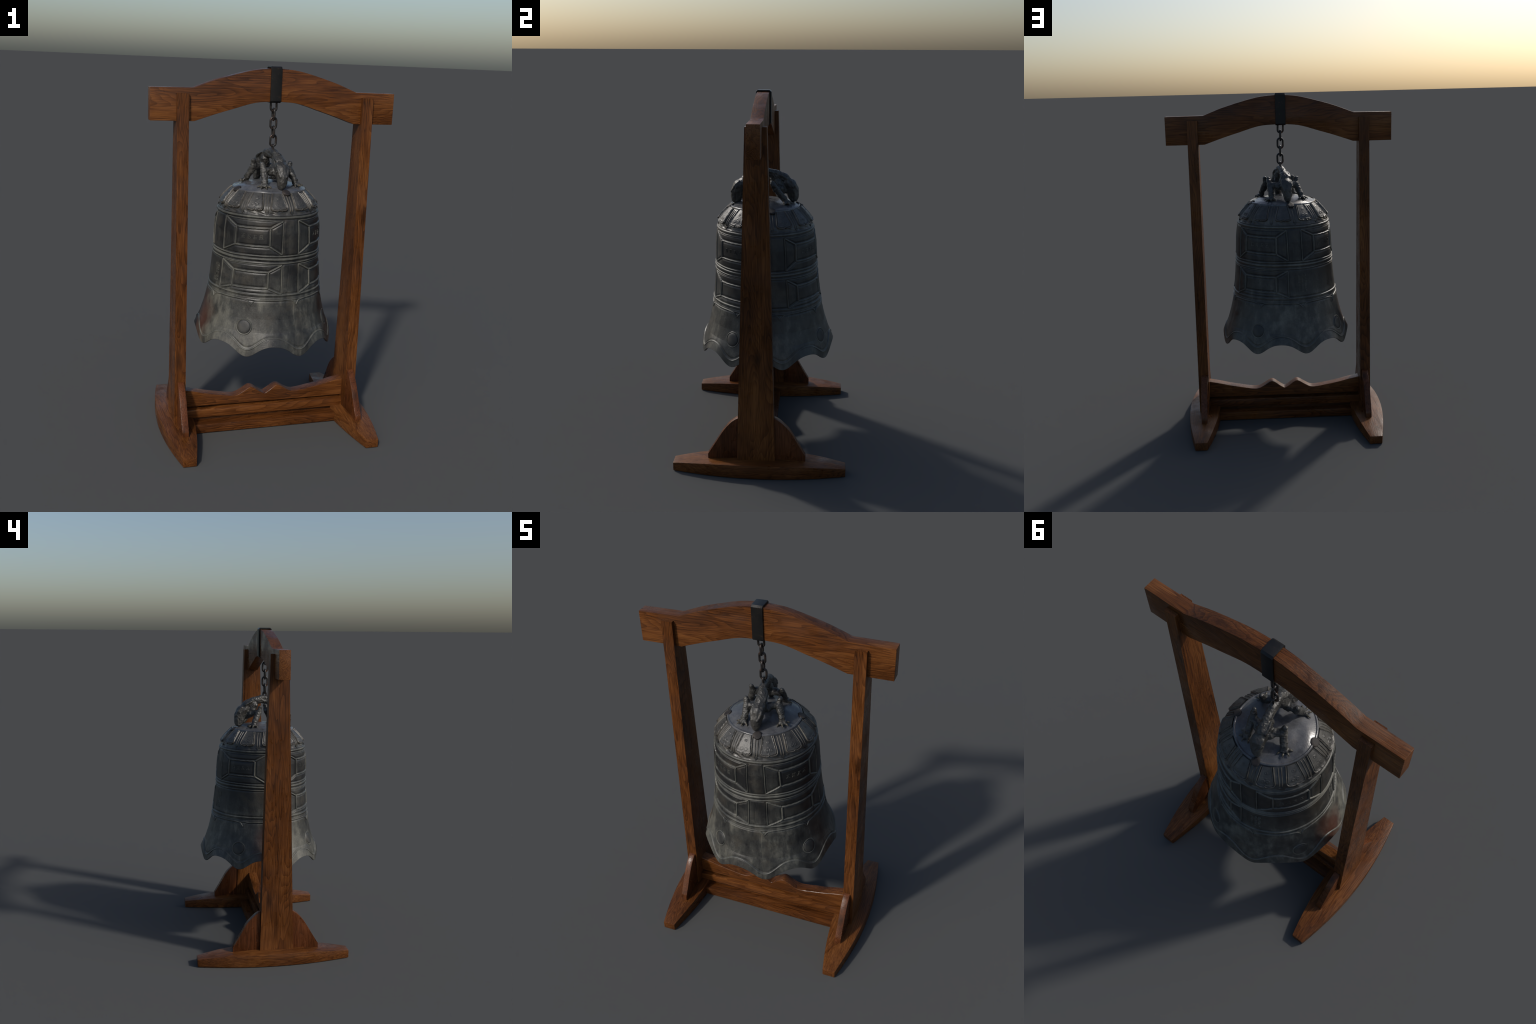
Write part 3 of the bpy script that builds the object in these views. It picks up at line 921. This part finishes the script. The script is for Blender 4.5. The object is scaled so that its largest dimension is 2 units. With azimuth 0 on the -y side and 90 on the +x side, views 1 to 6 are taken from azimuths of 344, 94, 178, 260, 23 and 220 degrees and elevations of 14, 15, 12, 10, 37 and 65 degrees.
# carved relief: scales on the back, folds and eyes on the heads, creases on the legs
disp = np.zeros(len(co))
for i, c in enumerate(co):
    v = Vector(c)
    hd_k = 0.6 if regs[vreg[i]].startswith('head') else 1.0
    f = (mnoise.noise(v * 48.0) * 0.0034 + mnoise.noise(v * 110.0) * 0.0022) * hd_k
    reg = regs[vreg[i]]
    if reg.startswith("head"):
        f += 0.0
    elif reg == "torso":
        f += 0.0008 * (math.sin(c[1] * 520) * math.sin(c[0] * 420 + c[2] * 300))
    else:
        f += 0.0005 * math.sin(c[2] * 700)
    disp[i] = f
    # mouth slits
    if reg.startswith("head") and 1.395 < c[2] < 1.435:
        cx = 0.007 if reg.endswith('f') else -0.037
        yy = abs(c[1]); ym = 0.168 if reg.endswith('f') else 0.150
        disp[i] -= 0.0045 * math.exp(-((yy - ym) / 0.0035) ** 2)
co = co + no * disp[:, None]
whole.vertices.foreach_set("co", co.astype(np.float32).reshape(-1))
whole.update()
no = np.zeros(len(whole.vertices) * 3, np.float32); whole.vertices.foreach_get("normal", no); no = no.reshape(-1, 3)
polys = [tuple(p.vertices) for p in whole.polygons]
NAMES = {"torso": "torso", "head_f": "head", "head_b": "head", "leg_a": "leg", "leg_b": "leg", "leg_c": "leg", "leg_d": "leg"}
face_reg = [np.bincount([vreg[i] for i in f], minlength=len(regs)).argmax() for f in polys]
for k, reg in enumerate(regs):
    fs = [f for f, r in zip(polys, face_reg) if r == k]
    ids = sorted({i for f in fs for i in f}); mp = {i: j for j, i in enumerate(ids)}
    me = bpy.data.meshes.new(NAMES[reg])
    me.from_pydata([tuple(co[i]) for i in ids], [], [tuple(mp[i] for i in f) for f in fs])
    me.update()
    me.polygons.foreach_set("use_smooth", [True] * len(me.polygons))
    me.normals_split_custom_set_from_vertices([tuple(map(float, no[i])) for i in ids])
    me.materials.append(bronze_dragon)
    obj(NAMES[reg], me, dragon)
bpy.data.meshes.remove(whole)
# claws
def claw_mesh():
    path = [(0, 0, 0.001), (0.006, 0, 0.0025), (0.012, 0, 0.0), (0.0165, 0, -0.006)]
    V, F = tube(path, [0.0058, 0.0052, 0.0036, 0.0008], 8)
    return mesh_from("claw", V, F, bronze_claw, 60)
cm = claw_mesh()
for p, (dx, dy) in CLAWS:
    o = obj("claw", cm, dragon, p)
    o.rotation_euler = (0, 0, math.atan2(dy, dx))
# eyes
em = bpy.data.meshes.new("eye")
bm = bmesh.new(); bmesh.ops.create_uvsphere(bm, u_segments=14, v_segments=10, radius=0.0062); bm.to_mesh(em); bm.free()
em.materials.append(bronze_dragon); smooth_by_angle(em, 80)
for p in ((-0.021, -0.165, 1.472), (0.044, -0.165, 1.472), (-0.064, 0.148, 1.472), (-0.002, 0.148, 1.472)):
    obj("eye", em, dragon, p)
